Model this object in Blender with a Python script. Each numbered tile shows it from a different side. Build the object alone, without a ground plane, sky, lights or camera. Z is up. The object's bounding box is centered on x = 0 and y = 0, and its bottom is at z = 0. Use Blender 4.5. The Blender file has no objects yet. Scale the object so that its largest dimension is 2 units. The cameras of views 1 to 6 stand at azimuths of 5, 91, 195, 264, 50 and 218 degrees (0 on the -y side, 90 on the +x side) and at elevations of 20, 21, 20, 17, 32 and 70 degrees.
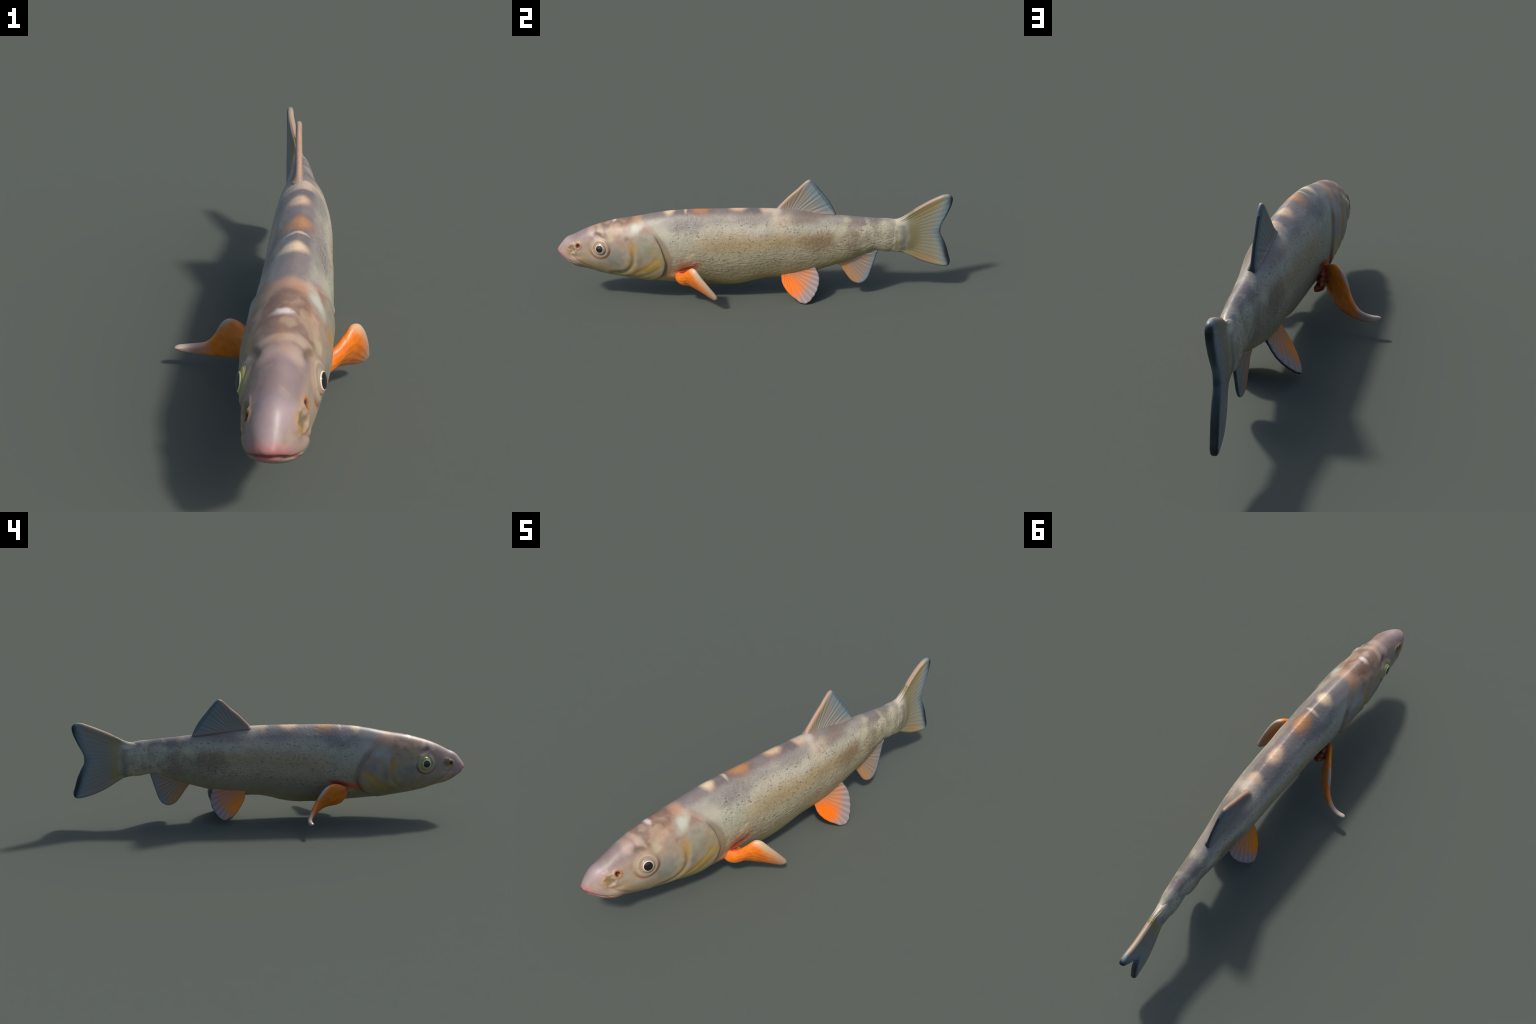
import bpy, math
import numpy as np

rng = np.random.default_rng(7)

# ------------------------------------------------------------------ helpers
def hermite(xs, vs, X):
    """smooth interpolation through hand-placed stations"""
    xs = np.asarray(xs, float); vs = np.asarray(vs, float); X = np.asarray(X, float)
    h = np.diff(xs); d = np.diff(vs) / h
    m = np.empty_like(vs)
    m[1:-1] = (d[:-1] * h[1:] + d[1:] * h[:-1]) / (h[1:] + h[:-1])
    m[0] = d[0]; m[-1] = d[-1]
    i = np.clip(np.searchsorted(xs, X) - 1, 0, len(xs) - 2)
    t = np.clip((X - xs[i]) / h[i], 0, 1)
    return ((2*t**3 - 3*t**2 + 1) * vs[i] + (t**3 - 2*t**2 + t) * h[i] * m[i]
            + (-2*t**3 + 3*t**2) * vs[i+1] + (t**3 - t**2) * h[i] * m[i+1])

def curve(points, n):
    """smooth space curve through control points, n samples evenly spaced"""
    p = np.asarray(points, float)
    d = np.r_[0, np.cumsum(np.linalg.norm(np.diff(p, axis=0), axis=1) ** 0.5)]
    s = np.linspace(0, d[-1], n * 6)
    c = np.stack([hermite(d, p[:, k], s) for k in range(p.shape[1])], 1)
    L = np.r_[0, np.cumsum(np.linalg.norm(np.diff(c, axis=0), axis=1))]
    q = np.linspace(0, L[-1], n)
    return np.stack([np.interp(q, L, c[:, k]) for k in range(p.shape[1])], 1)

def sstep(a, b, x):
    t = np.clip((x - a) / (b - a), 0, 1)
    return t * t * (3 - 2 * t)

def gauss(x, s):
    return np.exp(-(x / s) ** 2)

def line_dist(Y, Z, pts, n=60):
    """distance in the y-z plane to a smooth line, and position along it"""
    c = curve(pts, n)
    best = np.full(Y.shape, 9.0); pos = np.zeros(Y.shape)
    for i, (a, b) in enumerate(c):
        d = np.hypot(Y - a, Z - b)
        k = d < best
        best = np.where(k, d, best); pos = np.where(k, i / (n - 1), pos)
    return best, pos

def value_noise(P, freq, seed):
    """cheap smooth 3D noise in [-1, 1] for relief"""
    r = np.random.default_rng(seed); G = 32
    g = r.uniform(-1, 1, (G, G, G))
    q = P * freq + 1000.0
    i = np.floor(q).astype(int); f = q - i; f = f * f * (3 - 2 * f)
    out = 0
    for dx in (0, 1):
        for dy in (0, 1):
            for dz in (0, 1):
                w = (np.where(dx, f[..., 0], 1 - f[..., 0]) * np.where(dy, f[..., 1], 1 - f[..., 1])
                     * np.where(dz, f[..., 2], 1 - f[..., 2]))
                out = out + w * g[(i[..., 0] + dx) % G, (i[..., 1] + dy) % G, (i[..., 2] + dz) % G]
    return out

def new_mesh(name, verts, faces, mats, mat_index=None, normals=None):
    me = bpy.data.meshes.new(name)
    me.from_pydata([tuple(v) for v in verts.tolist()], [], faces.tolist() if hasattr(faces, "tolist") else faces)
    for m in mats:
        me.materials.append(m)
    me.polygons.foreach_set("use_smooth", [True] * len(me.polygons))
    if mat_index is not None:
        me.polygons.foreach_set("material_index", np.asarray(mat_index, np.int32))
    me.update()
    if normals is not None:
        me.normals_split_custom_set_from_vertices([tuple(n) for n in normals.tolist()])
    ob = bpy.data.objects.new(name, me)
    bpy.context.scene.collection.objects.link(ob)
    return ob

def grid_faces(nr, nc, wrap):
    i = np.arange(nr - 1)[:, None]; j = np.arange(nc if wrap else nc - 1)[None, :]
    k = (j + 1) % nc
    return np.stack([i*nc + j, i*nc + k, (i+1)*nc + k, (i+1)*nc + j], -1).reshape(-1, 4)

def vertex_normals(V, F):
    n = np.zeros_like(V)
    a, b, c, d = (V[F[:, k]] for k in range(4))
    fn = np.cross(c - a, d - b)
    for k in range(4):
        np.add.at(n, F[:, k], fn)
    l = np.linalg.norm(n, axis=1, keepdims=True)
    return n / np.maximum(l, 1e-12)

# ------------------------------------------------------------------ shader helpers
def srgb(r, g, b):
    f = lambda c: (c/255/12.92) if c/255 <= 0.04045 else ((c/255 + 0.055) / 1.055) ** 2.4
    return (f(r), f(g), f(b), 1.0)

class Nodes:
    """small wrapper that lets materials read like formulas"""
    def __init__(self, name):
        self.mat = bpy.data.materials.new(name); self.mat.use_nodes = True
        self.t = self.mat.node_tree; self.t.nodes.clear()
        self.out = self.n("ShaderNodeOutputMaterial"); self.bsdf = self.n("ShaderNodeBsdfPrincipled")
        self.link(self.bsdf.outputs[0], self.out.inputs[0])
        tc = self.n("ShaderNodeTexCoord"); self.P = tc.outputs["Object"]
        s = self.n("ShaderNodeSeparateXYZ"); self.link(self.P, s.inputs[0])
        self.x, self.y, self.z = s.outputs
    def n(self, k):
        return self.t.nodes.new(k)
    def link(self, a, b):
        self.t.links.new(a, b)
    def put(self, v, s):
        if isinstance(v, bpy.types.NodeSocket): self.link(v, s)
        else: s.default_value = v
    def m(self, op, a, b=0.0, c=0.0, clamp=False):
        k = self.n("ShaderNodeMath"); k.operation = op; k.use_clamp = clamp
        self.put(a, k.inputs[0]); self.put(b, k.inputs[1]); self.put(c, k.inputs[2])
        return k.outputs[0]
    def add(self, a, b): return self.m("ADD", a, b)
    def sub(self, a, b): return self.m("SUBTRACT", a, b)
    def mul(self, a, b): return self.m("MULTIPLY", a, b)
    def mx(self, a, b): return self.m("MAXIMUM", a, b)
    def mn(self, a, b): return self.m("MINIMUM", a, b)
    def inv(self, a): return self.m("SUBTRACT", 1.0, a, clamp=True)
    def ss(self, a, b, x):
        k = self.n("ShaderNodeMapRange"); k.interpolation_type = "SMOOTHSTEP"
        self.put(x, k.inputs["Value"])
        lo, hi = (a, b) if a < b else (b, a)
        k.inputs["From Min"].default_value = lo; k.inputs["From Max"].default_value = hi
        k.inputs["To Min"].default_value = 0.0 if a < b else 1.0
        k.inputs["To Max"].default_value = 1.0 if a < b else 0.0
        return k.outputs[0]
    def mix(self, f, a, b):
        k = self.n("ShaderNodeMix"); k.data_type = "RGBA"
        self.put(f, k.inputs["Factor"])
        self.put(a, [s for s in k.inputs if s.name == "A" and s.type == "RGBA"][0])
        self.put(b, [s for s in k.inputs if s.name == "B" and s.type == "RGBA"][0])
        return [s for s in k.outputs if s.type == "RGBA"][0]
    def value(self, col, f, sat=1.0):
        k = self.n("ShaderNodeHueSaturation"); self.put(col, k.inputs["Color"]); self.put(f, k.inputs["Value"]); self.put(sat, k.inputs["Saturation"])
        return k.outputs[0]
    def vec(self, x, y, z):
        k = self.n("ShaderNodeCombineXYZ")
        for v, s in zip((x, y, z), k.inputs): self.put(v, s)
        return k.outputs[0]
    def scaled(self, v, s):
        k = self.n("ShaderNodeMapping"); self.link(v, k.inputs[0]); k.inputs["Scale"].default_value = s
        return k.outputs[0]
    def noise(self, scale, detail=3.0, vec=None, rough=0.5, dist=0.0):
        k = self.n("ShaderNodeTexNoise"); self.link(vec or self.P, k.inputs["Vector"])
        k.inputs["Scale"].default_value = scale; k.inputs["Detail"].default_value = detail
        k.inputs["Roughness"].default_value = rough; k.inputs["Distortion"].default_value = dist
        return k.outputs[0]
    def voronoi(self, scale, vec=None, rand=1.0, out="Distance"):
        k = self.n("ShaderNodeTexVoronoi"); self.link(vec or self.P, k.inputs["Vector"])
        k.inputs["Scale"].default_value = scale; k.inputs["Randomness"].default_value = rand
        return k.outputs[out]
    def fcurve(self, x, pts):
        """smooth curve through (x, value) points; x and value inside 0..1"""
        k = self.n("ShaderNodeFloatCurve"); c = k.mapping.curves[0]
        while len(c.points) < len(pts): c.points.new(0.5, 0.5)
        for q, (a, b) in zip(c.points, pts): q.location = (a, b)
        k.mapping.update(); self.put(x, k.inputs["Value"])
        return k.outputs[0]
    def blob(self, a, b, a0, b0, ra, rb, ang=0.0, soft=0.5, warp=None):
        """soft elliptical patch in two coordinates (1 inside, 0 outside)"""
        da = self.sub(a, a0); db = self.sub(b, b0)
        ca, sa = math.cos(math.radians(ang)), math.sin(math.radians(ang))
        u = self.mul(self.add(self.mul(da, ca), self.mul(db, sa)), 1 / ra)
        v = self.mul(self.sub(self.mul(db, ca), self.mul(da, sa)), 1 / rb)
        d = self.m("SQRT", self.add(self.mul(u, u), self.mul(v, v)))
        if warp is not None: d = self.add(d, warp)
        return self.ss(1 + soft, 1 - soft, d)
    def ring(self, a, b, a0, b0, ra, rb, width):
        da = self.mul(self.sub(a, a0), 1 / ra); db = self.mul(self.sub(b, b0), 1 / rb)
        d = self.m("SQRT", self.add(self.mul(da, da), self.mul(db, db)))
        return self.ss(width, 0.0, self.m("ABSOLUTE", self.sub(d, 1.0)))
    def bump(self, h, dist=0.002, strength=1.0, base=None):
        k = self.n("ShaderNodeBump"); self.link(h, k.inputs["Height"])
        k.inputs["Distance"].default_value = dist; k.inputs["Strength"].default_value = strength
        if base is not None: self.link(base, k.inputs["Normal"])
        return k.outputs[0]
    def finish(self, col, rough=0.45, spec=0.4, normal=None, coat=0.0):
        b = self.bsdf
        self.put(col, b.inputs["Base Color"]); self.put(rough, b.inputs["Roughness"])
        b.inputs["Specular IOR Level"].default_value = spec
        b.inputs["Coat Weight"].default_value = coat; b.inputs["Coat Roughness"].default_value = 0.25
        if normal is not None: self.link(normal, b.inputs["Normal"])
        return self.mat

def plain(name, c, rough=0.45, spec=0.4):
    k = Nodes(name)
    v = k.mix(k.noise(60.0, 2.0), tuple(min(1, q*0.9) for q in c[:3]) + (1,), tuple(min(1, q*1.1) for q in c[:3]) + (1,))
    return k.finish(v, rough, spec)

# ------------------------------------------------------------------ body: stations along the fish
# y, spine x, back z, belly z, half width, lean, roundness of back, of belly, height of widest point
STATIONS = np.array([
    (-1.000, 0.0490, 0.2715, 0.2545, 0.0140, 0.003, 2.15, 2.33, 0.38),
    (-0.985, 0.0495, 0.2920, 0.2361, 0.0275, 0.003, 2.10, 2.34, 0.34),
    (-0.955, 0.0510, 0.3261, 0.2131, 0.0462, 0.003, 2.00, 2.35, 0.31),
    (-0.910, 0.0560, 0.3480, 0.1833, 0.0660, 0.003, 1.95, 2.20, 0.32),
    (-0.850, 0.0570, 0.3770, 0.1640, 0.0732, 0.004, 1.95, 2.03, 0.39),
    (-0.770, 0.0590, 0.4052, 0.1385, 0.0850, 0.005, 1.90, 1.92, 0.46),
    (-0.680, 0.0592, 0.4285, 0.1205, 0.0965, 0.005, 1.85, 1.95, 0.48),
    (-0.580, 0.0635, 0.4440, 0.1064, 0.1025, 0.005, 1.82, 2.10, 0.49),
    (-0.480, 0.0660, 0.4625, 0.0958, 0.1005, 0.006, 1.78, 2.12, 0.48),
    (-0.360, 0.0700, 0.4760, 0.0840, 0.0965, 0.006, 1.76, 1.90, 0.52),
    (-0.220, 0.0725, 0.4800, 0.0722, 0.0935, 0.005, 1.76, 1.75, 0.57),
    (-0.080, 0.0715, 0.4809, 0.0783, 0.0905, 0.002, 1.78, 1.78, 0.60),
    (0.060, 0.0715, 0.4770, 0.1086, 0.0880, 0.000, 1.80, 1.88, 0.60),
    (0.200, 0.0665, 0.4700, 0.1141, 0.0790, 0.000, 1.84, 1.98, 0.61),
    (0.340, 0.0605, 0.4450, 0.1541, 0.0620, 0.000, 1.90, 2.30, 0.60),
    (0.480, 0.0530, 0.4270, 0.1945, 0.0505, 0.000, 1.98, 2.02, 0.58),
    (0.600, 0.0470, 0.4150, 0.2400, 0.0398, 0.003, 1.93, 2.10, 0.53),
    (0.700, 0.0375, 0.4035, 0.2324, 0.0307, 0.004, 1.98, 2.35, 0.52),
    (0.735, 0.0345, 0.3880, 0.2440, 0.0180, 0.003, 2.00, 2.30, 0.52),
    (0.765, 0.0310, 0.3600, 0.2700, 0.0040, 0.002, 2.00, 2.00, 0.52)])
SY = STATIONS[:, 0]
def at(k, y): return hermite(SY, STATIONS[:, k], y)

# rear edge of the gill cover, y as a function of z (sunny side, shady side)
GILL = {1: ([0.06, 0.11, 0.141, 0.187, 0.217, 0.265, 0.323, 0.382, 0.414, 0.50],
            [-0.62, -0.53, -0.478, -0.450, -0.443, -0.450, -0.468, -0.508, -0.552, -0.70]),
        -1: ([0.06, 0.110, 0.134, 0.151, 0.175, 0.221, 0.27, 0.309, 0.354, 0.415, 0.50],
             [-0.62, -0.54, -0.502, -0.465, -0.443, -0.428, -0.436, -0.458, -0.487, -0.545, -0.70])}
NOSTRIL = {1: ((-0.883, 0.304), (-0.915, 0.286)), -1: ((-0.917, 0.289), (-0.893, 0.288))}
EYE = {1: (-0.769, 0.298), -1: (-0.780, 0.294)}

def build_body():
    Y = np.concatenate([np.linspace(-1.0, -0.94, 40), np.linspace(-0.9385, -0.40, 260)[0:], np.linspace(-0.397, 0.765, 370)])
    NT = 320
    th = np.linspace(0, 2*np.pi, NT, endpoint=False)
    c, s = np.cos(th)[None], np.sin(th)[None]
    xc, zt, zb, w, le, et, eb, fr = (at(k, Y)[:, None] for k in range(1, 9))
    e = np.where(s >= 0, 2 / et, 2 / eb)
    # angle spacing is kept even near the ridge by blending exponents
    X = np.sign(c) * np.abs(c) ** e; Z = np.sign(s) * np.abs(s) ** e
    zm = zb + (zt - zb) * fr
    z = np.where(s >= 0, zm + (zt - zm) * Z, zm + (zm - zb) * Z)
    x = xc + w * X + le * Z
    # the lower flanks sag towards the sunny side
    low = np.where(s < 0, np.abs(s) ** 0.8 * np.abs(c) ** 0.5, 0.0)
    x = x + low * (0.004 * gauss(Y[:, None] + 0.14, 0.20) + 0.004 * gauss(Y[:, None] - 0.50, 0.12))
    V = np.stack([x, np.broadcast_to(Y[:, None], x.shape), z], -1)
    shp = V.shape
    F = grid_faces(len(Y), NT, True)[:, ::-1]
    n = vertex_normals(V.reshape(-1, 3), F).reshape(shp)
    y = V[..., 1]; z = V[..., 2]
    out = ((V - np.stack([np.broadcast_to(a, x.shape) for a in (xc, Y[:, None], zm)], -1)) * n).sum(-1).mean()
    if out < 0:
        F = F[:, ::-1]; n = -n
    side = np.where(np.broadcast_to(X, x.shape) >= 0, 1, -1)
    lat = sstep(0.15, 0.5, np.abs(np.broadcast_to(X, x.shape)))   # 1 on the flanks, 0 on ridge and keel
    d = np.zeros(x.shape)
    for sd in (1, -1):
        k = (side == sd) & (y < -0.2)          # all head features lie in front of this
        yy, zz = y[k], z[k]; dd = np.zeros(yy.shape); la = lat[k] * sstep(0.405, 0.335, zz)
        # gill cover: swells towards its rear edge, drops to a groove behind it
        ge = hermite(*GILL[sd], zz)
        q = yy - ge
        dd += np.where(q < 0, 0.0065 * np.exp(q / 0.09), 0.0) * sstep(0.006, -0.004, q) * la
        dd -= 0.0034 * gauss(q - 0.011, 0.012) * la
        # inner gill membrane behind the cover
        dd += 0.0015 * gauss(q - 0.020, 0.007) * la
        # preopercle ridge
        r, pos = line_dist(yy, zz, [(-0.625, 0.34), (-0.600, 0.30), (-0.598, 0.26), (-0.610, 0.21), (-0.65, 0.17), (-0.72, 0.155)])
        dd -= 0.0028 * gauss(r - 0.002, 0.009) * la
        dd += 0.0020 * gauss(r - 0.022, 0.016) * la
        # eye socket: raised rim and a moat
        ey, ez = EYE[sd]
        r = np.hypot(yy - ey, (zz - ez) * 0.95)
        dd += (0.0026 * gauss(r - 0.037, 0.011) - 0.0018 * gauss(r - 0.053, 0.010)) * (0.7 + 0.5 * np.sin(2.3 * np.arctan2(zz - ez, yy - ey) + 1.0)) + 0.003 * gauss(r, 0.035)
        # dent above the eye
        dd -= 0.0050 * gauss(yy + 0.780, 0.024) * gauss(zz - 0.360 + 0.2 * (yy + 0.78), 0.011)
        dd -= 0.0025 * gauss(yy + 0.755, 0.03) * gauss(zz - 0.345, 0.009)
        # nostrils
        (ny, nz), (py, pz) = NOSTRIL[sd]
        wv = 0.002 * np.sin(yy * 310 + zz * 170) + 0.002 * np.sin(zz * 260 - yy * 120)
        dd -= 0.0065 * gauss(np.hypot(yy - ny, zz - nz), 0.0080)
        dd += 0.0026 * gauss(np.hypot(yy - ny, zz - nz) - 0.0135, 0.005)
        dd -= 0.0058 * gauss(np.hypot(yy - py, (zz - pz) * 0.85) + wv, 0.0135)
        dd += 0.0022 * gauss(np.hypot(yy - py, (zz - pz) * 0.85) + wv - 0.021, 0.006)
        dd -= 0.0030 * gauss(yy + 0.90, 0.035) * gauss(zz - 0.252, 0.012)
        # mouth slit and crease of the jaw
        r, pos = line_dist(yy, zz, [(-1.01, 0.258), (-0.997, 0.251), (-0.983, 0.243), (-0.962, 0.229), (-0.931, 0.219), (-0.905, 0.214)])
        dd -= 0.0060 * gauss(r, 0.0042) * sstep(1.0, 0.75, pos)
        up = sstep(0, 0.006, r) * sstep(0.03, 0.01, r) * sstep(1.0, 0.7, pos)
        dd += 0.0015 * up
        r, pos = line_dist(yy, zz, [(-0.935, 0.268), (-0.900, 0.243), (-0.868, 0.218), (-0.838, 0.193), (-0.815, 0.178)])
        dd -= 0.0022 * gauss(r, 0.006) * sstep(0, 0.2, pos)
        r, pos = line_dist(yy, zz, [(-0.990, 0.277), (-0.959, 0.279), (-0.928, 0.262), (-0.882, 0.247)])
        dd -= 0.0007 * gauss(r, 0.006) * sstep(0.1, 0.5, pos)
        # cheek pillow, branchial folds below the cover
        dd += 0.0020 * gauss(yy + 0.68, 0.05) * gauss(zz - 0.22, 0.05)
        r, pos = line_dist(yy, zz, [(-0.60, 0.165), (-0.55, 0.19), (-0.49, 0.24)])
        dd -= 0.0012 * gauss(r, 0.010)
        r, pos = line_dist(yy, zz, [(-0.58, 0.14), (-0.52, 0.165), (-0.47, 0.20)])
        dd -= 0.0012 * gauss(r, 0.008)
        # armpit of the pectoral fin: swollen base, hollow above
        dd += 0.006 * gauss(yy + 0.395, 0.03) * gauss(zz - 0.148, 0.025)
        dd -= 0.005 * gauss(yy + 0.345 - 0.5*(zz - 0.19), 0.05) * gauss(zz - 0.182 - 0.25*(yy + 0.34), 0.012)
        d[k] += dd
    # gentle unevenness and scale relief on the trunk
    trunk = sstep(-0.45, -0.36, y) * sstep(0.80, 0.72, y)
    d += 0.0012 * value_noise(V, 14, 3)
    d += trunk * 0.0006 * value_noise(V * np.array([1, 1, 1.4]), 95, 5) * sstep(0.40, 0.25, z)
    d += trunk * 0.0004 * value_noise(V, 160, 9)
    # wrinkled skin where tail fin rays begin
    d += 0.0010 * value_noise(V, 60, 11) * gauss(y - 0.735, 0.03)
    damp = sstep(-1.0, -0.985, y)
    V = V + n * (d * damp)[..., None]
    verts = V.reshape(-1, 3)
    tip = np.array([[0.0492, -1.0015, 0.263], [0.031, 0.7655, 0.315]])
    nv = len(verts)
    verts = np.vstack([verts, tip])
    N = vertex_normals(verts, F)
    N[nv] = (0, -1, 0); N[nv + 1] = (0, 1, 0)
    # close snout and rear end with quads degenerate-free fans
    fans = []
    for j in range(NT):
        fans.append((j, (j + 1) % NT, nv)); a = (len(Y) - 1) * NT
        fans.append((a + (j + 1) % NT, a + j, nv + 1))
    return verts, F, fans, N, side.reshape(-1)

def split_body(mats):
    V, F, fans, N, side = build_body()
    cen = V[F].mean(1); sd = side[F[:, 0]]
    ge = np.where(sd > 0, hermite(*GILL[1], cen[:, 2]), hermite(*GILL[-1], cen[:, 2]))
    q = cen[:, 1] - ge
    cover = (q < 0.002) & (cen[:, 1] > -0.625 + 0.6 * np.maximum(0, 0.2 - cen[:, 2])) & (cen[:, 2] > 0.125) & (cen[:, 2] < 0.385)
    head = (q < 0.002) & ~cover
    jaw = head & (cen[:, 1] < -0.80) & (cen[:, 2] < np.interp(cen[:, 1], [-1.0, -0.983, -0.931, -0.87, -0.80], [0.253, 0.243, 0.219, 0.205, 0.165]))
    head &= ~jaw
    stalk = cen[:, 1] > 0.60
    torso = ~(head | cover | jaw | stalk)
    parts = []
    ff = [f for f in fans]
    for name, sel, extra in (("head", head, [f for f in ff if f[2] == len(V) - 2]), ("lower_jaw", jaw, []),
                             ("gill_cover", cover & (sd > 0), []), ("gill_cover", cover & (sd < 0), []),
                             ("torso", torso, []), ("tail_stalk", stalk, [f for f in ff if f[2] == len(V) - 1])):
        fs = [tuple(f) for f in F[sel].tolist()] + extra
        used = np.unique(np.concatenate([np.array(f) for f in fs]))
        remap = {int(o): i for i, o in enumerate(used)}
        ob = new_mesh(name, V[used], [tuple(remap[v] for v in f) for f in fs], mats, normals=N[used])
        parts.append(ob)
    return parts

# ------------------------------------------------------------------ fins with rays fanning from a focus
def fan_fin(name, outline, focus, base, half, rim, n_rays, ray_amp, mats, xfun=None, fillet=0.010,
            margin_fn=None, ns=420, nt=90, scallop=0.0, wave=None, core=None, skin_until=None):
    """outline: control points from front base round the free edge to rear base.
    focus: point inside the body from which the rays spread. base: two points of the root line."""
    E = curve(outline, ns); Fp = np.asarray(focus, float)
    u = np.linspace(0, 1, ns)
    L = E - Fp
    Rl = np.linalg.norm(L, axis=1)
    ang = np.r_[0, np.cumsum(np.arccos(np.clip((L[1:] * L[:-1]).sum(1) / (Rl[1:] * Rl[:-1]), -1, 1)))]
    phase = ang / ang[-1]
    if scallop:
        E = Fp + L * (1 + scallop * np.abs(np.sin(np.pi * n_rays * phase)))[:, None] / (1 + scallop * 0.9)
    t = np.linspace(0, 1, nt) ** 0.75
    P = Fp + (E - Fp)[:, None, :] * t[None, :, None]
    nrm = np.cross(E[ns // 4] - Fp, E[3 * ns // 4] - Fp); nrm /= np.linalg.norm(nrm)
    if nrm[0] < 0: nrm = -nrm
    # distance to free edge
    d = np.full(P.shape[:2], 9.0)
    for e in E[::3]:
        d = np.minimum(d, np.linalg.norm(P - e, axis=2))
    d = np.minimum(d, 9); d[:, -1] = 0
    b0, b1 = np.asarray(base[0], float), np.asarray(base[1], float)
    bb = b1 - b0
    k = np.clip(((P - b0) @ bb) / (bb @ bb), 0, 1)
    db = np.linalg.norm(P - (b0 + k[..., None] * bb), axis=2)
    h = half(P, d) if callable(half) else np.full(d.shape, half)
    h = h + fillet * np.exp(-db / 0.010)
    ridge = np.abs(np.sin(np.pi * n_rays * phase))[:, None] ** 0.7
    fade = sstep(0.0, 0.02, d) * sstep(0.05, 0.35, t)[None, :]
    h = h * np.sqrt(np.maximum(0, 1 - (1 - np.clip(d / rim, 0, 1)) ** 2)) + ray_amp * (ridge - 0.6) * fade
    h = np.maximum(h, 0)
    if core is not None:                       # body flesh running out into the fin
        q = core(P)
        h = np.where(q > 0, 0.5 * (h + q + np.sqrt((h - q) ** 2 + 0.003 ** 2)), h)
    h[:, -1] = 0
    if xfun is not None:
        P = P.copy(); P[..., 0] = xfun(P)
    if wave is not None:
        P = P + nrm * wave(phase[:, None], t[None, :])[..., None]
    A = P + nrm * h[..., None]; B = (P - nrm * h[..., None])[:, :-1]
    nA = ns * nt
    idA = np.arange(nA).reshape(ns, nt)
    idB = np.concatenate([nA + np.arange(ns * (nt - 1)).reshape(ns, nt - 1), idA[:, -1:]], 1)
    fa = np.stack([idA[:-1, :-1], idA[:-1, 1:], idA[1:, 1:], idA[1:, :-1]], -1).reshape(-1, 4)
    fb = np.stack([idB[:-1, :-1], idB[1:, :-1], idB[1:, 1:], idB[:-1, 1:]], -1).reshape(-1, 4)
    V = np.concatenate([A.reshape(-1, 3), B.reshape(-1, 3)])
    # outward orientation
    if (np.cross(V[fa[ns*5, 2]] - V[fa[ns*5, 0]], V[fa[ns*5, 3]] - V[fa[ns*5, 1]]) @ nrm) < 0:
        fa = fa[:, ::-1]; fb = fb[:, ::-1]
    mi = None
    if margin_fn is not None:
        dc = 0.25 * (d[:-1, :-1] + d[1:, :-1] + d[:-1, 1:] + d[1:, 1:])
        pc = np.broadcast_to((0.5 * (u[1:] + u[:-1]))[:, None], dc.shape)
        one = (dc < margin_fn(pc)).astype(int).reshape(-1)
        mi = np.concatenate([one, one])
    if skin_until is not None:
        yc = 0.25 * (P[:-1, :-1, 1] + P[1:, :-1, 1] + P[:-1, 1:, 1] + P[1:, 1:, 1])
        one = (yc < skin_until).astype(int).reshape(-1)
        mi = np.concatenate([one, one])
    Fc = np.concatenate([fa, fb])
    return new_mesh(name, V, Fc, mats, mat_index=mi)

# ------------------------------------------------------------------ pectoral fins: cupped blades lofted between two edges
def blade_fin(name, upper, belly, lower, thick, mats, ns=220, nc=56, streak=0.0004):
    """upper and lower edge curves and the line of the bulge between them, root to tip"""
    U, M, L = (curve(k, ns) for k in (upper, belly, lower))
    s = np.linspace(0, 1, ns)
    end = np.sqrt(np.maximum(0, 1 - np.clip((s - 0.955) / 0.045, 0, 1) ** 2))      # rounded tip
    c = (1 - np.cos(np.linspace(0, np.pi, nc))) / 2
    K = 2 * M - (U + L) / 2                                                          # Bezier handle
    mid = (U + L + M) / 3
    C = (U[:, None] * ((1-c)**2)[None, :, None] + K[:, None] * (2*c*(1-c))[None, :, None] + L[:, None] * (c**2)[None, :, None])
    C = mid[:, None] + (C - mid[:, None]) * end[:, None, None]
    dc = np.gradient(C, axis=1); ds = np.gradient(C, axis=0)
    n = np.cross(dc, ds)
    n /= np.maximum(np.linalg.norm(n, axis=2, keepdims=True), 1e-9)
    n[-1] = n[-2]
    for _ in range(6):
        n[1:-1] = (n[:-2] + 2 * n[1:-1] + n[2:]) / 4
    n /= np.maximum(np.linalg.norm(n, axis=2, keepdims=True), 1e-9)
    th = hermite(np.linspace(0, 1, len(thick)), thick, s)
    h = (th * end)[:, None] * (1 - np.abs(2*c - 1)[None, :] ** 3.0) ** 0.5 * (1.25 - 0.5 * c)[None, :]
    ray = streak * np.sin(c[None, :] * 40) * sstep(0.05, 0.3, s)[:, None] * sstep(1, 0.8, s)[:, None] * (1 - (2*c - 1)**2)[None, :]
    A = C + n * (h + ray)[..., None]; B = (C - n * h[..., None])[:, 1:-1][:, ::-1]
    P = np.concatenate([A, B], 1)
    V = P.reshape(-1, 3); F = grid_faces(ns, P.shape[1], True)
    g = vertex_normals(V, F).reshape(P.shape)
    if ((P - C.mean(1)[:, None, :]) * g).sum() < 0: F = F[:, ::-1]
    return new_mesh(name, V, F, mats)

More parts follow.
